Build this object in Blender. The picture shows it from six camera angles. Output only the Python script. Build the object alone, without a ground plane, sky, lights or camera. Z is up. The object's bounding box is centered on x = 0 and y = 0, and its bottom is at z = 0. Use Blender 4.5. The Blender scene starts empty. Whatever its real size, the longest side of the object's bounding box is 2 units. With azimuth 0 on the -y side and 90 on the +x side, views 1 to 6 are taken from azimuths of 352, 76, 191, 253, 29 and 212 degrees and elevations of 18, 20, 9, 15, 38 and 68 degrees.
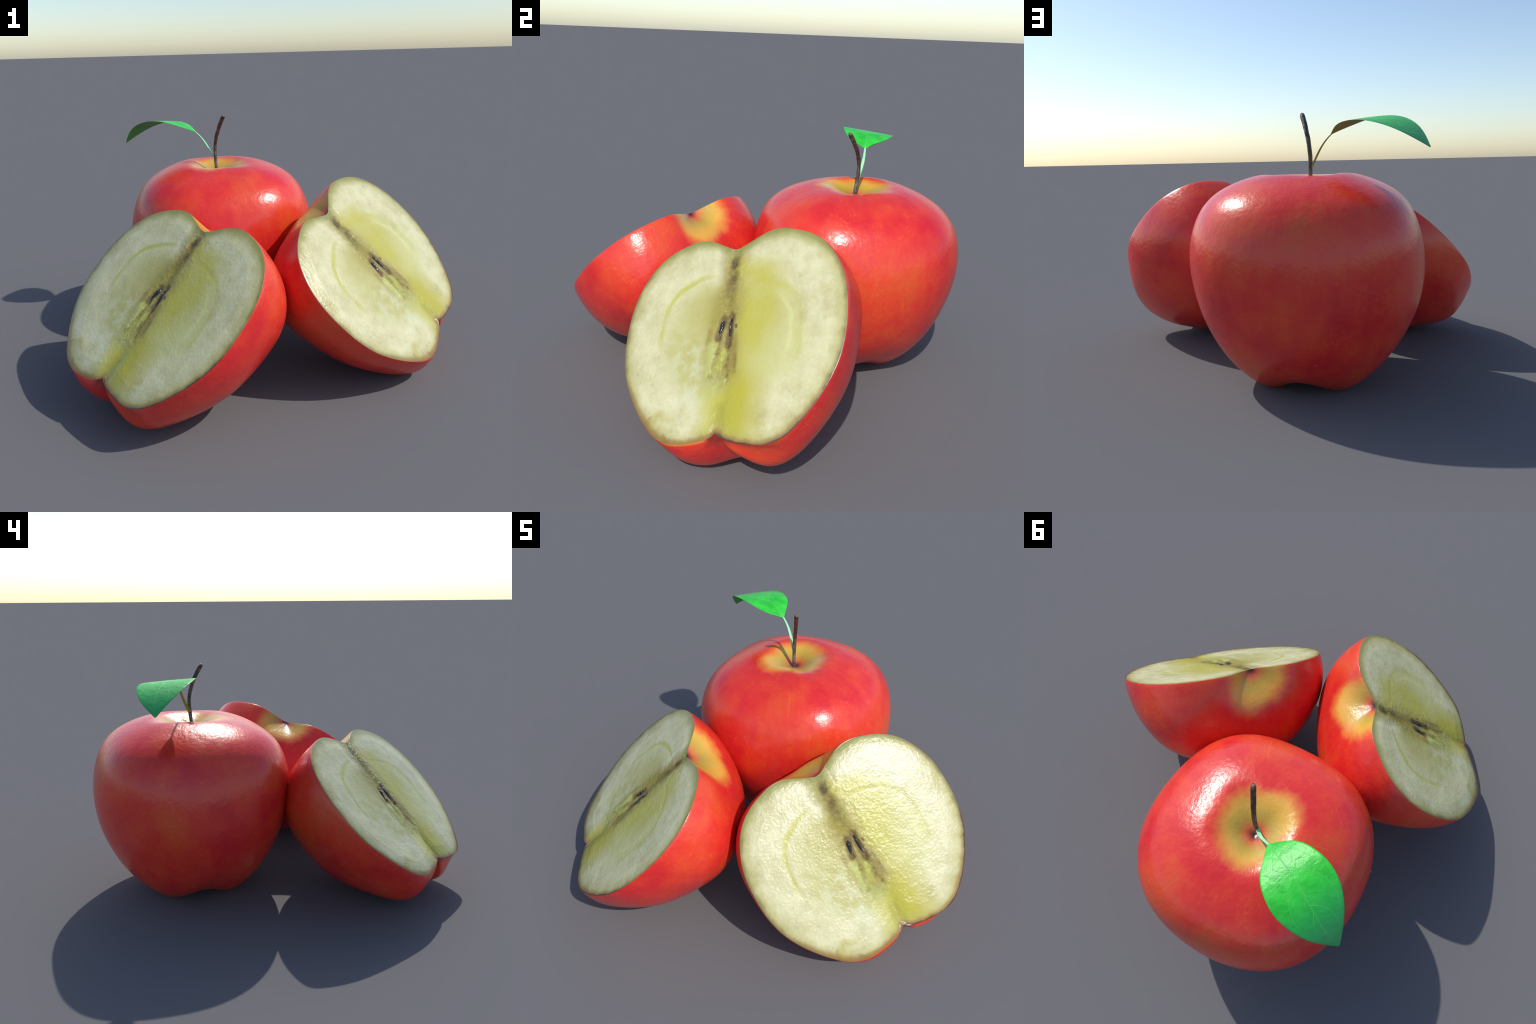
"""A whole red apple with stem and leaf, and two cut apple halves leaning on it."""
import math
import bpy
import numpy as np
from mathutils import Matrix, Vector, noise

TAU = 2 * math.pi
rng = np.random.default_rng(7)

# ------------------------------------------------------------------ splines
def spline(points, count):
    """Natural cubic spline through evenly spaced control points."""
    p = np.asarray(points, float)
    if p.ndim == 1:
        p = p[:, None]
    n = len(p)
    a, b = np.eye(n), np.zeros((n, n))
    for i in range(1, n - 1):
        a[i, i - 1:i + 2] = 1, 4, 1
        b[i, i - 1:i + 2] = 6, -12, 6
    m = np.linalg.solve(a, b) @ p
    x = np.linspace(0, n - 1, count)
    i = np.clip(x.astype(int), 0, n - 2)
    f = (x - i)[:, None]
    return ((1 - f) * p[i] + f * p[i + 1]
            + (((1 - f) ** 3 - (1 - f)) * m[i] + (f ** 3 - f) * m[i + 1]) / 6)


# ------------------------------------------------------------------ the apple's form
# profile: (radius, height) from the stem pit over the shoulder to the calyx pit.
# lobes: how the radius swells and shrinks round the axis (share of the radius), cos and sin
# terms of 1..6 lobes, at the shoulder, above the girth, below it and at the base.
# rise: how the shoulder and the base rise and fall round the axis (metres), 1..5 lobes.
WHOLE = dict(
    profile=[(0, .404), (.033, .413), (.113, .450), (.187, .471), (.285, .453), (.430, .381), (.518, .245), (.536, .059), (.489, -.152), (.397, -.325), (.277, -.440), (.171, -.459), (.058, -.414), (0, -.380)],
    lobes=[[.062, -.019, 0, -.051, -.013, 0, .009, -.018, -.037, .019, .010, .010],
           [.014, -.001, .002, -.033, .002, .001, -.002, .003, 0, 0, .001, .004],
           [0, .006, .010, .004, .002, -.003, .012, .011, .007, -.001, -.007, -.005],
           [.013, -.009, .018, .001, -.019, -.026, .016, -.044, -.002, -.002, 0, -.011]],
    rise=[[-.005, .002, -.001, 0, .001, .009, .001, .001, 0, 0],
          [.001, -.002, -.002, .020, -.002, .005, -.008, -.001, .002, .005]])
HALVED = dict(
    profile=[(0, .395), (.030, .403), (.109, .443), (.187, .464), (.282, .448), (.418, .377), (.512, .230), (.530, .058), (.496, -.142), (.391, -.323), (.279, -.430), (.168, -.449), (.056, -.424), (0, -.389)],
    lobes=[[.010, -.001, -.006, -.016, -.009, .003, -.009, -.014, -.032, .003, -.010, .009],
           [.001, -.005, -.012, -.033, .010, .004, -.021, .002, -.010, -.003, -.021, -.005],
           [-.002, -.011, .003, -.005, .001, .006, -.022, -.006, .004, .011, -.015, -.010],
           [-.016, -.019, .038, -.003, -.027, .005, -.037, 0, -.025, .023, -.013, .036]],
    rise=[[-.001, .003, .003, -.002, -.003, .004, -.002, .002, .003, -.003],
          [.004, .003, .009, .014, -.013, .012, .006, .014, .014, 0]])


def ramp_between(t, nodes, values):
    x = np.interp(t, nodes, values)
    return x * x * (3 - 2 * x)


def waves(orders, phi):
    return np.concatenate([[np.cos(m * phi) for m in orders], [np.sin(m * phi) for m in orders]])


def apple_surface(form, phi, rows):
    """Grid [row, column, xyz] of the apple's skin; rows run from the stem pit to the calyx pit."""
    t = np.linspace(0, 13, rows)
    prof = spline(form["profile"], rows)
    nodes = [0, 3, 5.5, 8, 10.5, 13]
    w = [ramp_between(t, nodes, [float(k == j) for k in range(6)]) for j in range(1, 5)]
    w[0] = np.where(t < 3, 1, w[0])
    w[3] = np.where(t > 10.5, 1, w[3])
    swell = 1 + np.array(w).T @ (np.array(form["lobes"], float) @ waves(range(1, 7), phi))
    nodes = [0, 3, 7, 10.5, 13]
    v = [ramp_between(t, nodes, [float(k == j) for k in range(5)]) for j in (1, 3)]
    lift = np.array(v).T @ (np.array(form["rise"], float) @ waves(range(1, 6), phi))
    r = prof[:, :1] * swell
    return np.stack([r * np.cos(phi), r * np.sin(phi), prof[:, 1:2] + lift], -1)


# ------------------------------------------------------------------ mesh helpers
def make_mesh(name, verts, faces, smooth=True):
    me = bpy.data.meshes.new(name)
    me.from_pydata([tuple(map(float, v)) for v in verts], [], [tuple(map(int, f)) for f in faces])
    me.validate()
    me.update()
    if smooth:
        me.polygons.foreach_set("use_smooth", np.ones(len(me.polygons), bool))
    return me


def add(name, data, parent=None):
    ob = bpy.data.objects.new(name, data)
    bpy.context.scene.collection.objects.link(ob)
    if parent:
        ob.parent = parent
    return ob


def grid_faces(rows, cols, closed):
    f = []
    for i in range(rows - 1):
        for j in range(cols if closed else cols - 1):
            k = (j + 1) % cols
            f.append((i * cols + j, (i + 1) * cols + j, (i + 1) * cols + k, i * cols + k))
    return f


def poled_grid(g, closed):
    """Vertices and faces of a grid whose first and last rows are single points."""
    rows, cols = g.shape[:2]
    body = g[1:-1].reshape(-1, 3)
    n = len(body)
    verts = np.vstack([body, g[0, 0], g[-1, 0]])
    faces = grid_faces(rows - 2, cols, closed)
    last = (rows - 3) * cols
    for j in range(cols if closed else cols - 1):
        k = (j + 1) % cols
        faces.append((n, j, k))
        faces.append((n + 1, last + k, last + j))
    return verts, faces


def tube(points, radii, sides, lumps=0.0, seed=0):
    p = np.asarray(points, float)
    t = np.gradient(p, axis=0)
    t /= np.linalg.norm(t, axis=1)[:, None]
    side = np.cross(t, (0.3, 1, 0.1))
    side /= np.linalg.norm(side, axis=1)[:, None]
    up = np.cross(t, side)
    a = np.arange(sides) * TAU / sides
    g = []
    for i in range(len(p)):
        ring = []
        for b in a:
            d = math.cos(b) * side[i] + math.sin(b) * up[i]
            k = 1 + lumps * noise.noise(Vector((math.cos(b) * 1.4, math.sin(b) * 1.4, i * .16 + seed)))
            ring.append(p[i] + d * radii[i] * k)
        g.append(ring)
    g = np.array(g)
    first, last = np.repeat(p[:1, None], sides, 1), np.repeat(p[-1:, None], sides, 1)
    return poled_grid(np.concatenate([first, g, last]), True)


# ------------------------------------------------------------------ node helpers
class Tree:
    def __init__(self, name):
        self.mat = bpy.data.materials.new(name)
        self.mat.use_nodes = True
        self.nt = self.mat.node_tree
        self.bsdf = self.nt.nodes["Principled BSDF"]
        self.out = self.nt.nodes["Material Output"]
        tc = self.nt.nodes.new("ShaderNodeTexCoord")
        self.co = tc.outputs["Object"]
        sep = self.nt.nodes.new("ShaderNodeSeparateXYZ")
        self.link(self.co, sep.inputs[0])
        self.x, self.y, self.z = sep.outputs

    def link(self, a, b):
        self.nt.links.new(a, b)

    def put(self, sock, v):
        if isinstance(v, bpy.types.NodeSocket):
            self.link(v, sock)
        else:
            sock.default_value = v

    def m(self, op, a, b=0.0, c=0.0, clamp=False):
        n = self.nt.nodes.new("ShaderNodeMath")
        n.operation, n.use_clamp = op, clamp
        for s, v in zip(n.inputs, (a, b, c)):
            self.put(s, v)
        return n.outputs[0]

    def band(self, v, lo, hi, a=0.0, b=1.0):
        n = self.nt.nodes.new("ShaderNodeMapRange")
        n.interpolation_type = "SMOOTHSTEP"
        for s, q in zip(n.inputs, (v, lo, hi, a, b)):
            self.put(s, q)
        return n.outputs[0]

    def xyz(self, x, y, z):
        n = self.nt.nodes.new("ShaderNodeCombineXYZ")
        for s, v in zip(n.inputs, (x, y, z)):
            self.put(s, v)
        return n.outputs[0]

    def noise(self, scale, detail=4, rough=.55, co=None, dist=0.0, offset=None):
        n = self.nt.nodes.new("ShaderNodeTexNoise")
        n.inputs["Scale"].default_value = scale
        n.inputs["Detail"].default_value = detail
        n.inputs["Roughness"].default_value = rough
        n.inputs["Distortion"].default_value = dist
        c = co or self.co
        if offset:
            v = self.nt.nodes.new("ShaderNodeVectorMath")
            self.link(c, v.inputs[0])
            v.inputs[1].default_value = offset
            c = v.outputs[0]
        self.link(c, n.inputs["Vector"])
        return n.outputs["Fac"]

    def voronoi(self, scale, feature="F1", co=None):
        n = self.nt.nodes.new("ShaderNodeTexVoronoi")
        n.feature = feature
        n.inputs["Scale"].default_value = scale
        self.link(co or self.co, n.inputs["Vector"])
        return n

    def mix(self, fac, a, b, mode="MIX"):
        n = self.nt.nodes.new("ShaderNodeMix")
        n.data_type, n.blend_type = "RGBA", mode
        self.put(n.inputs[0], fac)
        for s, v in ((n.inputs[6], a), (n.inputs[7], b)):
            self.put(s, v if isinstance(v, bpy.types.NodeSocket) else (*v, 1))
        return n.outputs[2]

    def ramp(self, fac, stops):
        n = self.nt.nodes.new("ShaderNodeValToRGB")
        e = n.color_ramp.elements
        while len(e) < len(stops):
            e.new(.5)
        for q, (p, c) in zip(e, stops):
            q.position, q.color = p, (*c, 1)
        self.link(fac, n.inputs[0])
        return n.outputs[0]

    def segment(self, u, v, a, b):
        """Distance in the plane (u, v) from the segment a-b."""
        dx, dy = b[0] - a[0], b[1] - a[1]
        l2 = dx * dx + dy * dy
        pu, pv = self.m("SUBTRACT", u, a[0]), self.m("SUBTRACT", v, a[1])
        t = self.m("ADD", self.m("MULTIPLY", pu, dx / l2), self.m("MULTIPLY", pv, dy / l2), clamp=True)
        eu = self.m("MULTIPLY_ADD", t, -dx, pu)
        ev = self.m("MULTIPLY_ADD", t, -dy, pv)
        return self.m("SQRT", self.m("MULTIPLY_ADD", eu, eu, self.m("MULTIPLY", ev, ev)))

    def bump(self, height, strength, distance, onto=None):
        n = self.nt.nodes.new("ShaderNodeBump")
        n.inputs["Strength"].default_value = strength
        n.inputs["Distance"].default_value = distance
        self.link(height, n.inputs["Height"])
        if onto:
            self.link(onto, n.inputs["Normal"])
        return n.outputs[0]

    def finish(self, color, rough, normal=None, spec=.5, **more):
        self.put(self.bsdf.inputs["Base Color"], color)
        self.put(self.bsdf.inputs["Roughness"], rough)
        self.bsdf.inputs["Specular IOR Level"].default_value = spec
        if normal:
            self.link(normal, self.bsdf.inputs["Normal"])
        for k, v in more.items():
            self.put(self.bsdf.inputs[k.replace("_", " ")], v)
        return self.mat


# ------------------------------------------------------------------ materials
def skin_material(cut):
    s = Tree("cut_apple_skin" if cut else "apple_skin")
    rho = s.m("SQRT", s.m("MULTIPLY_ADD", s.x, s.x, s.m("MULTIPLY", s.y, s.y)))
    phi = s.m("ARCTAN2", s.y, s.x)
    safe = s.m("MAXIMUM", rho, .02)
    # coordinates that stretch everything along the meridians
    long_co = s.xyz(s.m("DIVIDE", s.x, safe), s.m("DIVIDE", s.y, safe), s.m("MULTIPLY_ADD", s.z, .55, s.m("MULTIPLY", rho, .35)))
    patches = s.noise(3.2, 3, .5)
    streak = s.noise(7.0, 5, .6, co=long_co)
    fine = s.noise(26.0, 4, .6, co=long_co)
    mott = s.noise(9.0, 5, .62, offset=(3, 1, 7))
    tone = s.m("ADD", s.m("MULTIPLY", patches, .58), s.m("ADD", s.m("MULTIPLY", streak, .17), s.m("MULTIPLY", mott, .25)))
    red = s.ramp(tone, [(.36, SKIN[0]), (.48, SKIN[1]), (.56, SKIN[2]), (.68, SKIN[3])])
    specks = s.noise(75, 3, .6)
    flecks = s.m("MULTIPLY", s.band(specks, .52, .66), s.band(mott, .46, .62))
    red = s.mix(s.m("MULTIPLY", flecks, .26), red, SKIN[4])
    rub = s.m("MULTIPLY", s.band(s.noise(38, 4, .6, co=long_co), .56, .68), s.band(patches, .50, .62))
    red = s.mix(s.m("MULTIPLY", rub, .28), red, SKIN[4])
    # pale pores
    pores = s.voronoi(11)
    cell = s.nt.nodes.new("ShaderNodeSeparateColor")
    s.link(pores.outputs["Color"], cell.inputs[0])
    size = s.band(cell.outputs[0], .45, 1.0, .0, .075)
    dots = s.band(pores.outputs["Distance"], size, s.m("MULTIPLY", size, .25))
    dots = s.m("MULTIPLY", dots, s.m("GREATER_THAN", size, .012))
    red = s.mix(s.m("MULTIPLY", dots, .5), red, (.85, .28, .10))
    # the yellow star round the stem pit
    edge = s.m("ADD", s.m("MULTIPLY", s.m("SUBTRACT", streak, .5), .020), s.m("MULTIPLY", s.m("SUBTRACT", s.noise(10, 3, .5, offset=(8, 8, 1)), .5), .085))
    reach = s.m("ADD", edge, STAR[0])
    for k, amp, turn in STAR[1]:
        reach = s.m("MULTIPLY_ADD", s.m("COSINE", s.m("MULTIPLY_ADD", phi, k, -turn)), amp, reach)
    star = s.band(s.m("SUBTRACT", rho, reach), .042, -.052)
    star = s.m("MULTIPLY", star, s.band(s.z, .25, .33))
    pit = s.ramp(s.m("MULTIPLY", rho, 4.0), [(.02, (.02, .012, .012)), (.075, (.30, .05, .03)), (.16, (.66, .15, .05)), (.23, (.55, .25, .045)),
                                             (.34, (.54, .36, .05)), (.52, (.74, .41, .06)), (.80, (.84, .42, .06))])
    col = s.mix(star, red, pit)
    # brown dry ring in the calyx pit
    low = s.m("MULTIPLY", s.band(s.z, -.36, -.40), s.band(s.m("ADD", rho, s.m("MULTIPLY", s.m("SUBTRACT", mott, .5), .06)), .075, .02))
    col = s.mix(s.m("MULTIPLY", low, .75), col, (.16, .03, .02))
    if cut:
        # pale strip of skin along the cut beside the calyx
        d = s.segment(s.x, s.z, (.07, -.440), (.22, -.455))
        strip = s.m("MULTIPLY", s.band(d, .050, .02), s.band(s.y, -.010, -.001))
        col = s.mix(s.m("MULTIPLY", strip, .6), col, (.80, .36, .06))
    nrm = s.bump(s.noise(48, 3, .5), .14, .010)
    nrm = s.bump(s.noise(11, 2, .5), .05, .05, nrm)
    top = s.m("MULTIPLY", s.noise(70, 3, .6, offset=(4, 4, 4)), s.band(s.z, .30, .42))
    nrm = s.bump(top, .12, .008, nrm)
    nrm = s.bump(dots, .12, .01, nrm)
    rough = s.band(mott, .3, .7, .24, .33)
    return s.finish(col, rough, nrm, spec=.6)


SKIN = [(.65, .015, .024), (.75, .038, .023), (.78, .060, .022), (.72, .095, .022), (.80, .18, .035)]
STAR = (.1630, [(1, .0215, -1.35), (2, .0135, 2.9), (3, .012, -.3), (4, .008, -2.2)])


def flesh_material(rim):
    """rim: (angle as share of a turn, radius) of the cut outline."""
    s = Tree("apple_flesh")
    u, v = s.x, s.z
    warp = s.noise(9, 3, .5)
    warp2 = s.noise(9, 3, .5, offset=(5, 2, 1))
    wu = s.m("MULTIPLY_ADD", s.m("SUBTRACT", warp, .5), .05, u)
    wv = s.m("MULTIPLY_ADD", s.m("SUBTRACT", warp2, .5), .05, v)
    n_mid, n_fine = s.noise(14, 5, .6), s.noise(60, 4, .65)
    # share of the way from the middle to the skin
    fc = s.nt.nodes.new("ShaderNodeFloatCurve")
    cv = fc.mapping.curves[0]
    while len(cv.points) < len(rim):
        cv.points.new(.5, .5)
    for p, (a, r) in zip(cv.points, rim):
        p.location = (a, r)
        p.handle_type = "AUTO"
    fc.mapping.update()
    turn = s.m("MULTIPLY_ADD", s.m("ARCTAN2", v, u), 1 / TAU, .5)
    s.link(turn, fc.inputs["Value"])
    rad = s.m("SQRT", s.m("MULTIPLY_ADD", u, u, s.m("MULTIPLY", v, v)))
    inside = s.m("SUBTRACT", fc.outputs[0], rad)            # metres to the skin
    wide = s.m("ADD", inside, s.m("MULTIPLY", s.m("SUBTRACT", n_mid, .5), .035))

    def over(col, mask, c, k=1.0):
        return s.mix(s.m("MULTIPLY", mask, k), col, c)

    n_big = s.noise(5, 4, .6, offset=(2, 9, 4))
    blend = s.m("ADD", s.m("MULTIPLY", n_big, .45), s.m("ADD", s.m("MULTIPLY", n_mid, .35), s.m("MULTIPLY", n_fine, .2)))
    col = s.ramp(blend, [(.36, (.47, .42, .19)), (.46, (.57, .53, .285)), (.55, (.645, .61, .355)), (.68, (.72, .69, .45))])
    # heart of the fruit, inside the ring of veins
    left, right = s.band(u, -.02, .06), s.band(u, .04, -.04)
    ell = {}
    for key, ax, az in (("l", .335, .285), ("r", .322, .245)):
        e = s.m("ADD", s.m("POWER", s.m("ABSOLUTE", s.m("DIVIDE", s.m("MULTIPLY_ADD", s.m("SUBTRACT", warp, .5), .035, u), ax)), 2.7),
                s.m("POWER", s.m("ABSOLUTE", s.m("DIVIDE", s.m("MULTIPLY_ADD", s.m("SUBTRACT", warp2, .5), .035, v), az)), 2.7))
        ell[key] = s.m("POWER", s.m("MAXIMUM", e, 1e-4), 1 / 2.7)
    heart = s.m("ADD", s.m("MULTIPLY", left, s.band(ell["l"], 1.03, .70)), s.m("MULTIPLY", right, s.band(ell["r"], 1.20, .65)))
    col = over(col, heart, (.46, .43, .13), .68)
    mottle = s.band(n_big, .38, .62, .55, 1.0)
    col = over(col, s.m("MULTIPLY", mottle, s.band(s.segment(wu, wv, (-.12, .19), (-.10, -.06)), .20, .03)), (.47, .43, .05), .88)
    col = over(col, s.m("MULTIPLY", mottle, s.band(s.segment(wu, wv, (.11, -.02), (.10, .14)), .12, .02)), (.43, .38, .10), .70)
    col = over(col, s.band(s.segment(wu, wv, (-.20, -.16), (-.28, -.06)), .16, .02), (.60, .59, .27), .45)
    col = over(col, s.m("MULTIPLY", s.band(n_mid, .40, .60), s.band(s.segment(wu, wv, (.10, -.26), (.17, -.10)), .14, .03)), (.60, .62, .40), .6)
    # vein arcs, fading in and out
    fade = s.band(n_big, .34, .56, .45, 1.0)
    for key, side, low, k in (("l", left, -.06, .75), ("r", right, -.17, .40)):
        ring = s.band(s.m("ABSOLUTE", s.m("SUBTRACT", ell[key], 1.0)), .065 if key == "l" else .10, .006)
        span = s.m("MULTIPLY", s.band(v, low, low + .12), s.band(s.m("ABSOLUTE", u), .06, .19))
        col = over(col, s.m("MULTIPLY", s.m("MULTIPLY", s.m("MULTIPLY", ring, side), span), fade), (.46, .44, .035), k)
    ring = s.band(s.m("ABSOLUTE", s.m("SUBTRACT", ell["r"], .87)), .05, .005)
    col = over(col, s.m("MULTIPLY", s.m("MULTIPLY", ring, right), s.m("MULTIPLY", s.band(v, -.15, -.04), s.band(v, .2, .10))), (.66, .68, .25), .45)
    # olive shade towards the calyx
    col = over(col, s.band(s.segment(wu, wv, (-.05, -.44), (-.06, -.25)), .185, .02), (.44, .39, .025), .95)
    col = over(col, s.band(s.segment(wu, wv, (.0, -.40), (.02, -.22)), .12, .01), (.46, .43, .06), .6)
    col = over(col, s.band(s.segment(wu, wv, (.012, -.40), (-.005, -.29)), .035, .004), (.33, .29, .03), .6)
    # soft browned strand from the stem pit down to the core
    col = over(col, s.band(s.segment(wu, wv, (.0, .42), (.015, .10)), .10, .012), (.33, .27, .05), .88)
    col = over(col, s.band(s.segment(wu, wv, (-.03, .30), (-.14, .26)), .085, .0), (.48, .43, .06), .7)
    strand = s.band(s.segment(wu, wv, (.0, .41), (.012, .16)), .042, .004)
    col = over(col, s.m("MULTIPLY", strand, s.band(n_mid, .36, .60)), (.15, .095, .020), .85)
    for at, size, k in (((.004, .318), .030, .8), ((.0, .390), .034, .8), ((.012, .172), .028, .75), ((.012, .235), .016, .6)):
        col = over(col, s.m("MULTIPLY", s.band(s.segment(wu, wv, at, (at[0], at[1] + .025)), size, .003), s.band(n_fine, .35, .55, .5, 1.0)), (.085, .058, .020), k)
    # core with its cells
    col = over(col, s.band(s.segment(wu, wv, (.02, .13), (.02, -.15)), .125, .02), (.33, .27, .045), .80)
    col = over(col, s.m("MULTIPLY", s.band(n_mid, .36, .56, .3, 1.0), s.band(s.segment(wu, wv, (-.032, .03), (-.034, -.15)), .030, .004)), (.27, .19, .03), .70)
    col = over(col, s.m("MULTIPLY", s.band(n_mid, .40, .58), s.band(s.segment(wu, wv, (.085, .06), (.085, -.10)), .022, .004)), (.27, .20, .035), .65)
    col = over(col, s.band(s.segment(wu, wv, (.068, -.05), (.062, -.15)), .036, .008), (.50, .52, .15), .75)
    col = over(col, s.band(s.segment(wu, wv, (.010, -.07), (.018, -.13)), .020, .004), (.46, .48, .09), .8)
    col = over(col, s.band(s.segment(wu, wv, (.03, -.20), (.05, -.22)), .07, .01), (.48, .50, .18), .5)
    broken = s.band(s.noise(32, 3, .6), .40, .56)
    for a, b, w in (((.036, .0), (.037, -.07), .010), ((.037, -.07), (.056, -.165), .010), ((-.004, -.035), (-.012, -.115), .009),
                    ((-.012, -.115), (-.016, -.195), .007), ((.03, .10), (.012, .13), .008), ((-.03, -.05), (-.05, -.15), .008)):
        col = over(col, s.m("MULTIPLY", broken, s.band(s.segment(wu, wv, a, b), w * 1.7, w * .2)), (.17, .125, .025), .55)
    for a, b in (((-.010, .085), (-.010, -.036)), ((.026, .075), (.045, -.004))):
        col = over(col, s.band(s.segment(u, v, a, b), .026, .008), (.13, .075, .025), .8)
    col = over(col, s.band(s.segment(u, v, (-.038, .036), (-.036, .044)), .008, .003), (.12, .06, .03), .9)
    # rim colour darkened to paint the soft shading of the rounded edge
    col = over(col, s.band(wide, .070, .002), (.40, .355, .10), .78)
    col = over(col, s.band(wide, .026, .0), (.18, .145, .04), .8)
    top_rim = s.m("MULTIPLY", s.band(v, .28, .40), s.band(wide, .055, .01))
    col = over(col, top_rim, (.30, .30, .09), .7)
    foot = s.m("MULTIPLY", s.band(v, -.12, -.33), s.band(wide, .034, .004))
    col = over(col, foot, (.30, .16, .04), .75)
    rust = s.band(n_mid, .40, .60)
    for a, b, w in (((.30, -.39), (.345, -.31), .022), ((.205, -.45), (.20, -.41), .012), ((.15, -.45), (.33, -.37), .014)):
        col = over(col, s.m("MULTIPLY", rust, s.band(s.segment(wu, wv, a, b), w * 1.6, w * .1)), (.24, .12, .03), .75)
    for a, b in (((.31, -.325), (.20, -.335)), ((.27, -.31), (.30, -.36))):
        col = over(col, s.m("MULTIPLY", rust, s.band(s.segment(wu, wv, a, b), .036, .0)), (.42, .36, .06), .45)
    dark = s.m("MULTIPLY", s.band(s.m("ADD", inside, s.m("MULTIPLY", s.m("SUBTRACT", n_mid, .5), .02)), .010, .002), s.m("MULTIPLY", right, s.band(v, .02, -.12)))
    col = over(col, dark, (.06, .028, .025), .85)
    # wet, finely crumbled cut surface
    # the face swells softly between the skin and the groove along the core
    swell = s.m("MULTIPLY", s.m("POWER", s.m("MAXIMUM", s.m("MULTIPLY", inside, 1 / .085, clamp=True), .0005), .62), s.band(s.segment(wu, v, (.004, .45), (.006, -.45)), .0, .085, .45, 1.0))
    nrm = s.bump(swell, 1.0, .013)
    nrm = s.bump(s.m("MULTIPLY", s.noise(78, 3, .5, dist=.3), s.band(inside, .0, .03)), .26, .007, nrm)
    nrm = s.bump(s.noise(12, 3, .5), .06, .03, nrm)
    core = s.band(s.segment(wu, wv, (.01, .38), (.015, -.17)), .08, .02)
    wet = s.m("MULTIPLY", s.noise(42, 5, .65, dist=.9), core)
    nrm = s.bump(wet, .55, .022, nrm)
    return s.finish(col, s.band(n_mid, .3, .7, .27, .36), nrm, spec=.5)


def seed_material():
    s = Tree("apple_seed")
    n = s.noise(40, 3)
    return s.finish(s.ramp(n, [(.35, (.010, .007, .010)), (.55, (.03, .02, .024)), (.72, (.16, .17, .15))]), .2, s.bump(n, .3, .01))


def stem_material():
    s = Tree("woody_stem")
    n, f = s.noise(38, 5, .65), s.noise(95, 4, .6)
    low = s.band(s.m("MULTIPLY_ADD", s.m("SUBTRACT", n, .5), .12, s.z), 1.07, .96)
    brown = s.ramp(n, [(.35, (.022, .014, .012)), (.5, (.060, .036, .029)), (.66, (.13, .085, .068))])
    grey = s.ramp(n, [(.35, (.035, .032, .030)), (.55, (.095, .088, .080)), (.7, (.17, .165, .155))])
    col = s.mix(low, brown, grey)
    col = s.mix(s.band(s.z, 1.222, 1.236), col, (.20, .11, .075))
    nrm = s.bump(n, .5, .012)
    nrm = s.bump(f, .3, .005, nrm)
    return s.finish(col, .42, nrm)


def leaf_materials():
    top = Tree("leaf_upper_side")
    n, f = top.noise(16, 4, .55), top.noise(70, 4, .6)
    col = top.ramp(n, [(.35, (.020, .46, .030)), (.5, (.028, .56, .036)), (.65, (.045, .63, .050))])
    toward_tip = top.m("MULTIPLY_ADD", top.x, -1, top.m("MULTIPLY", top.y, .45))
    toward_tip = top.m("MULTIPLY_ADD", top.m("SUBTRACT", n, .5), .12, toward_tip)
    col = top.mix(top.band(toward_tip, .36, .62), col, (.028, .37, .090))
    rib = top.noise(30, 3, .5, dist=.6)
    nrm = top.bump(rib, .22, .012)
    nrm = top.bump(f, .22, .006, nrm)
    upper = top.finish(col, .38, nrm, spec=.5)
    low = Tree("leaf_lower_side")
    n = low.noise(18, 4)
    col = low.ramp(n, [(.35, (.035, .33, .040)), (.65, (.050, .42, .050))])
    near_stalk = low.band(low.m("MULTIPLY_ADD", low.m("SUBTRACT", n, .5), .15, low.x), -.42, -.12)
    col = low.mix(near_stalk, col, (.085, .27, .040))
    lower = low.finish(col, .55, low.bump(low.noise(60, 3), .2, .005))
    vein = Tree("leaf_vein")
    vein = vein.finish((.11, .58, .11, 1), .48)
    return upper, lower, vein


def petiole_materials():
    a = Tree("petiole_upper_side")
    n = a.noise(30, 3)
    upper = a.finish(a.ramp(n, [(.35, (.26, .72, .36)), (.65, (.36, .86, .47))]), .4)
    b = Tree("petiole_lower_side")
    n = b.noise(30, 3)
    lower = b.finish(b.ramp(n, [(.35, (.11, .19, .05)), (.65, (.17, .27, .07))]), .45)
    return upper, lower


# ------------------------------------------------------------------ whole apple
apple = add("apple", None)
apple["label"] = "shiny red apple with yellow crown, brown stem and green leaf"
apple["category"] = "apple"
apple.location = (-0.17802, 0.47095, 0)
LEAN = Matrix.Rotation(0.03647, 3, Vector((-0.03115, -0.01896, 0)))
surface = apple_surface(WHOLE, np.linspace(0, TAU, 200, endpoint=False), 150)
me = make_mesh("skin", *poled_grid(surface, True))
me.materials.append(skin_material(False))
skin = add("skin", me, apple)
skin.matrix_local = Matrix.Translation((0, 0, 0.4876)) @ LEAN.to_4x4()

base = Vector(apple.location)
# stem: bent, woody, a little wider at its cut top
STEM = [(-.1827, .4577, .870), (-.1923, .4726, .9797), (-.1886, .4728, 1.0734), (-.1705, .4443, 1.1539), (-.1433, .3925, 1.2328)]
line = spline(STEM, 60) - np.array(base)
rad = np.interp(np.linspace(0, 1, 60), [0, .25, .6, .93, .98, 1], [.0098, .0096, .0100, .0118, .0112, .0085])
me = make_mesh("stem", *tube(line, rad, 24, .16, 3))
me.materials.append(stem_material())
stem = add("stem", me, apple)

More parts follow.
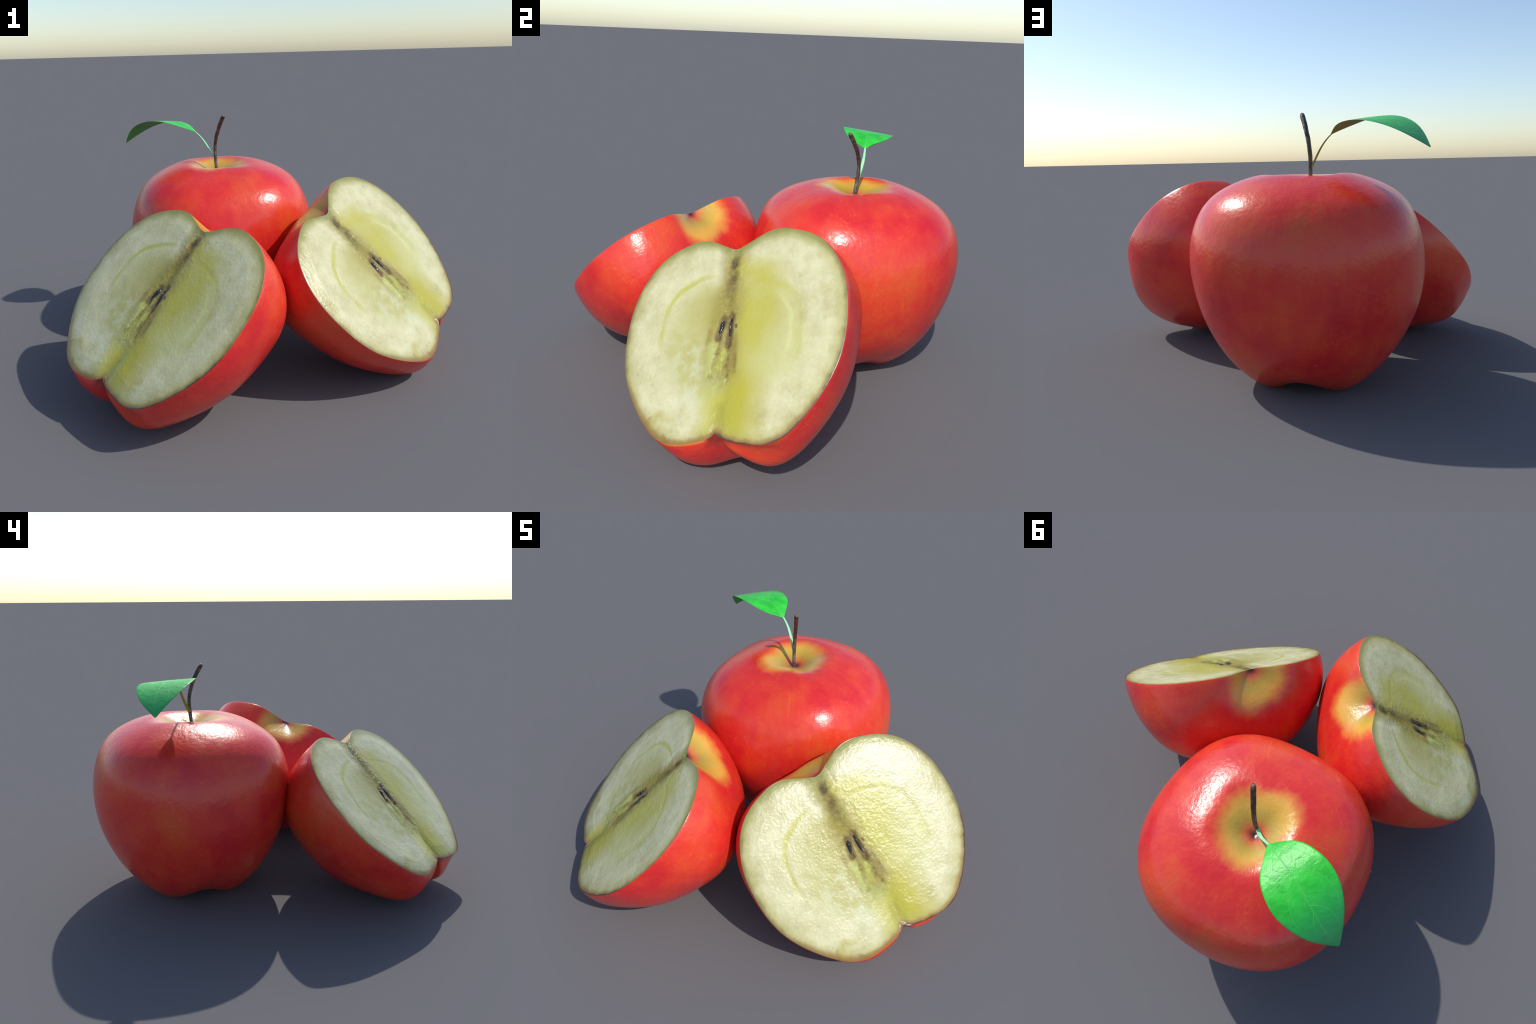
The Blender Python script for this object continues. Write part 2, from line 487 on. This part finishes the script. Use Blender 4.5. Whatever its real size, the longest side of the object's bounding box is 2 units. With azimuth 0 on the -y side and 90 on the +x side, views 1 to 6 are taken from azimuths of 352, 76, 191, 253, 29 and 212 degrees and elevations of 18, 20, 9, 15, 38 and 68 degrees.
# leaf: a flat blade rolled along an arc about one direction
RIB = [(-.201, .479, .991), (-.246, .519, 1.073), (-.296, .544, 1.131), (-.359, .574, 1.168), (-.445, .615, 1.190), (-.541, .668, 1.179), (-.632, .714, 1.131), (-.709, .728, 1.063)]
ACROSS = np.array((.472, .876, -.104))
HALF_LEFT = [0.004, .053, .106, .131, .130, .099, .057, 0.004]
HALF_RIGHT = [0.004, .086, .121, .139, .140, .117, .068, 0.004]

ACROSS /= np.linalg.norm(ACROSS)
path = spline(RIB, 211) - np.array(base)          # 30 steps between control points
along = np.gradient(path, axis=0)
along /= np.linalg.norm(along, axis=1)[:, None]
facing = np.cross(ACROSS, along)
facing /= np.linalg.norm(facing, axis=1)[:, None]
if facing[100][2] < 0:
    facing = -facing


def ribbon(rows, left, right, cols, thick):
    """Solid ribbon on the rib path: upper grid, lower grid and a wall round the edge."""
    a = np.linspace(-1, 1, cols)
    w = np.where(a[None] < 0, -a[None] * left[:, None], -a[None] * right[:, None])     # signed way across
    mid = path[rows][:, None] + w[..., None] * ACROSS
    bulge = thick * np.sqrt(np.clip(1.02 - a * a, 0, 1))[None, :, None] * facing[rows][:, None]
    up, down = mid + bulge * .5, mid - bulge * .5
    n, m = up.shape[:2]
    verts = np.vstack([up.reshape(-1, 3), down.reshape(-1, 3)])
    faces = grid_faces(n, m, False)
    upper = len(faces)
    o = n * m
    faces += [tuple(o + k for k in f[::-1]) for f in faces]
    loop = [j for j in range(m)] + [i * m + m - 1 for i in range(1, n)] + [(n - 1) * m + j for j in range(m - 2, -1, -1)] + [i * m for i in range(n - 2, 0, -1)]
    for p, q in zip(loop, loop[1:] + loop[:1]):
        faces.append((p, q, o + q, o + p))
    return verts, faces, upper


upper_mat, lower_mat, vein_mat = leaf_materials()
rows = np.arange(60, 211)
hl, hr = spline(HALF_LEFT, len(rows))[:, 0], spline(HALF_RIGHT, len(rows))[:, 0]
v, f, n_up = ribbon(rows, hl, hr, 41, .0035)
me = make_mesh("leaf", v, f)
me.materials.append(upper_mat)
me.materials.append(lower_mat)
for p in me.polygons:
    p.material_index = 0 if p.index < n_up else 1
leaf = add("leaf", me, apple)

stalk_rows = np.arange(0, 66)
hw = np.interp(stalk_rows, [0, 20, 55, 66], [.0085, .0082, .0050, .0048])
v, f, n_up = ribbon(stalk_rows, hw, hw, 9, .0045)
pu, pl = petiole_materials()
me = make_mesh("petiole", v, f)
me.materials.append(pu)
me.materials.append(pl)
for p in me.polygons:
    p.material_index = 0 if p.index < n_up else 1
petiole = add("petiole", me, leaf)


def on_leaf(share, side, lift=.0022):
    """Point on the blade: share of its length, side -1 (right edge) .. 1 (left edge)."""
    k = np.clip(share, 0, 1) * (len(rows) - 1)
    i = int(min(k, len(rows) - 2))
    q = k - i
    mixr = lambda c: c[i] * (1 - q) + c[i + 1] * q
    half = mixr(hl) if side > 0 else mixr(hr)
    return mixr(path[rows]) + side * half * ACROSS + mixr(facing[rows]) * lift


# veins: leave share, reach share, reach side, thickness
VEINS = [(.05, .45, -.78, 1), (.32, .74, -.86, 1), (.52, .72, -.70, .6), (.62, .90, -.75, .9), (.82, .93, -.5, .6),
         (.08, .46, .78, 1), (.35, .70, .78, 1), (.56, .74, .48, .7), (.67, .87, .55, .9), (.83, .93, .45, .8)]
vv, vf = [], []
for start, end, side, k in VEINS + [(0, .97, 0, 1.7)]:
    t = np.linspace(0, 1, 40)
    pts = []
    for q in t:
        if side:
            pts.append(on_leaf(start + (end - start) * (.55 * q + .45 * q * q), side * (math.sin(q * math.pi / 2) if side < 0 else q ** 1.1), .0010))
        else:
            pts.append(on_leaf(start + (end - start) * q, 1e-6, .0010))
    a, b = tube(pts, .0016 * k * np.linspace(1, .3, 40), 8)
    b = [tuple(np.array(x) + len(vv)) for x in b]
    vv += list(a)
    vf += b
me = make_mesh("vein", vv, vf)
me.materials.append(vein_mat)
vein = add("vein", me, leaf)
vein["kind"] = "stuff"

# ------------------------------------------------------------------ cut halves
# columns crowd towards the cut, where the skin's edge is rounded off
c = np.linspace(-1, 1, 121)
half_phi = 1.5 * math.pi + .5 * math.pi * np.sin(c * math.pi / 2)
skin_grid = apple_surface(HALVED, half_phi, 200)
du, dv = np.gradient(skin_grid, axis=0), np.gradient(skin_grid, axis=1)
nrm = np.cross(du, dv)
mid = skin_grid.mean((0, 1))
nrm /= np.linalg.norm(nrm, axis=-1)[..., None] + 1e-12
if np.sum(nrm * (skin_grid - mid)) < 0:
    nrm = -nrm
radius = np.hypot(skin_grid[..., 0], skin_grid[..., 1])
band = np.minimum(.022, .30 * radius + 1e-6)
q = np.clip(1 + skin_grid[..., 1] / band, 0, 1)            # 1 on the cut, 0 away from it
tuck = .0030 * np.clip(radius / .10, 0, 1) * (1 - np.sqrt(1 - .96 * q * q))
flat = nrm.copy()
flat[..., 1] = 0
skin_grid = skin_grid - flat * tuck[..., None]
skin_grid[:, 0, 1] = skin_grid[:, -1, 1] = 0
v, f = poled_grid(skin_grid, False)
half_skin = make_mesh("skin", v, f)
half_skin.materials.append(skin_material(True))

# outline of the cut, once round: down the +x side, up the -x side
right_rim, left_rim = skin_grid[:, -1], skin_grid[:, 0]
outline = np.vstack([right_rim[:-1], left_rim[::-1][:-1]])
ang = np.unwrap(np.arctan2(outline[:, 2], outline[:, 0]))
dist = np.hypot(outline[:, 0], outline[:, 2])
order = np.argsort(ang % TAU)
turns = np.concatenate([np.linspace(0, 1, 25), [.22, .235, .265, .28, .72, .735, .765, .78]])
turns = np.unique(np.round(turns, 4))
world_angle = (turns - .5) * TAU % TAU
sa, sd = (ang % TAU)[order], dist[order]
sa, sd = np.concatenate([sa - TAU, sa, sa + TAU]), np.tile(sd, 3)
rim = [(float(a), float(np.interp(w, sa, sd))) for a, w in zip(turns, world_angle)]


def seg(x, z, a, b):
    d = np.array(b) - np.array(a)
    t = np.clip(((x - a[0]) * d[0] + (z - a[1]) * d[1]) / (d @ d), 0, 1)
    return np.hypot(x - a[0] - t * d[0], z - a[1] - t * d[1])


def soft(d, w):
    return np.exp(-(d / w) ** 2)


SEEDS = [((-.009, .080), (-.0085, -.038), .0090, .009), ((.027, .070), (.046, -.004), .0130, .009)]     # ends, half width, half depth


def relief(x, z, share):
    """Height of the cut surface above the plane of the cut."""
    e_l = (np.abs(x / .335) ** 2.7 + np.abs(z / .285) ** 2.7 + 1e-6) ** (1 / 2.7)
    e_r = (np.abs(x / .322) ** 2.7 + np.abs(z / .245) ** 2.7 + 1e-6) ** (1 / 2.7)
    h = np.zeros_like(x)
    h -= .0010 * soft(e_l - 1, .030) * (x > .07) * (z > -.05)
    h -= .0007 * soft(e_r - 1, .035) * (x < -.07) * (z > -.15)
    wob = np.array([noise.noise(Vector((0, 0, k * 14))) for k in z]) * .009
    h -= .0045 * soft(seg(x - wob, z, (0, .42), (.012, .10)), .024)
    h -= .0035 * soft(seg(x, z, (.02, .08), (.02, -.15)), .045)
    h += .0030 * soft(seg(x, z, (.066, -.05), (.060, -.14)), .016)
    h += .0020 * soft(seg(x, z, (.014, -.05), (.016, -.13)), .010)
    h -= .0020 * soft(seg(x - wob * .8, z, (.037, 0), (.055, -.165)), .006)
    h -= .0020 * soft(seg(x - wob * .8, z, (-.004, -.035), (-.016, -.19)), .006)
    h -= .0055 * soft(seg(x, z, (.004, -.42), (-.012, -.27)), .026)
    h -= .0015 * soft(seg(x, z, (-.03, -.42), (-.05, -.25)), .060)
    for a, b, w, dep in SEEDS:
        h -= .0060 * soft(seg(x, z, a, b), w * 1.25)
    crumb = np.array([noise.noise(Vector((p * 26, q * 26, 2))) + .6 * noise.noise(Vector((p * 60, q * 60, 9))) for p, q in zip(x, z)])
    near_core = soft(seg(x, z, (0, .40), (.02, -.18)), .06)
    h += crumb * (.0006 + .0016 * near_core)
    return h


# flesh: rings from the middle to the outline, the last ones rounded down to the skin
RINGS = 150
n = len(outline)
share = np.linspace(0, 1, RINGS + 1)[1:] ** .95
ring_xyz = outline[None] * share[:, None, None]
inside = (1 - share)[:, None] * dist[None]
shoulder = np.clip(inside / .028, 0, 1)
h = relief(ring_xyz[..., 0].ravel(), ring_xyz[..., 2].ravel(), None).reshape(RINGS, n)
ring_xyz[..., 1] = -.0010 * shoulder ** 2 * (3 - 2 * shoulder) + h * np.clip(inside / .02, 0, 1)
ring_xyz[-1] = outline
centre = np.array([[0, -.0010 + float(relief(np.array([0.0]), np.array([0.0]), None)[0]), 0]])
v = np.vstack([ring_xyz.reshape(-1, 3), centre])
f = grid_faces(RINGS, n, True) + [(RINGS * n, (j + 1) % n, j) for j in range(n)]
# wind faces outwards (+y)
pa, pb, pc = (v[k] for k in f[len(f) // 2][:3])
if np.cross(pb - pa, pc - pa)[1] < 0:
    f = [k[::-1] for k in f]
pa, pb, pc = (v[k] for k in f[-1])
if np.cross(pb - pa, pc - pa)[1] < 0:
    f = f[:RINGS * n - n] + [k[::-1] for k in f[RINGS * n - n:]]
half_flesh = make_mesh("flesh", v, f)
half_flesh.materials.append(flesh_material(rim))

# seeds: flattened drops lying in their cells
seed_mat = seed_material()
seed_meshes = []
for a, b, w, dep in SEEDS:
    k = np.linspace(0, 1, 30)
    a3, b3 = np.array((a[0], 0, a[1])), np.array((b[0], 0, b[1]))
    pts = a3 + (b3 - a3) * k[:, None]
    prof = np.clip(np.sin(np.pi * k ** .62), 0, 1) ** .9 * w * (1 + .22 * np.sin(11 * k) * k)
    v, f = tube(pts, prof + 1e-5, 20, .45, 5)
    v = np.array(v)
    v[:, 1] = v[:, 1] * dep / w - .0125
    me = make_mesh("seed", v, f)
    me.materials.append(seed_mat)
    seed_meshes.append(me)

# where the halves lie: columns are the cut's across, its facing and the core's upward direction
POSES = [(((-0.5912, -0.5246, 0.6126), (0.8045, -0.4376, 0.4016), (0.0574, 0.7303, 0.6808)), (-0.5739, -0.541, 0.5183)),
         (((-0.5576, 0.4705, -0.6839), (-0.7726, -0.5955, 0.2202), (-0.3036, 0.6511, 0.6956)), (0.5595, -0.3337, 0.5256))]
LABELS = ["apple half with pale cut flesh, core and dark seeds", "half of a red apple cut open, showing seeds and core"]
for (rot, at), label in zip(POSES, LABELS):
    half = add("apple_half", None)
    half["label"], half["category"] = label, "cut apple"
    r = Matrix(rot)
    half.matrix_world = Matrix.Translation(at) @ r.to_quaternion().to_matrix().to_4x4()
    add("skin", half_skin, half)
    flesh = add("flesh", half_flesh, half)
    for me in seed_meshes:
        add("seed", me, flesh)
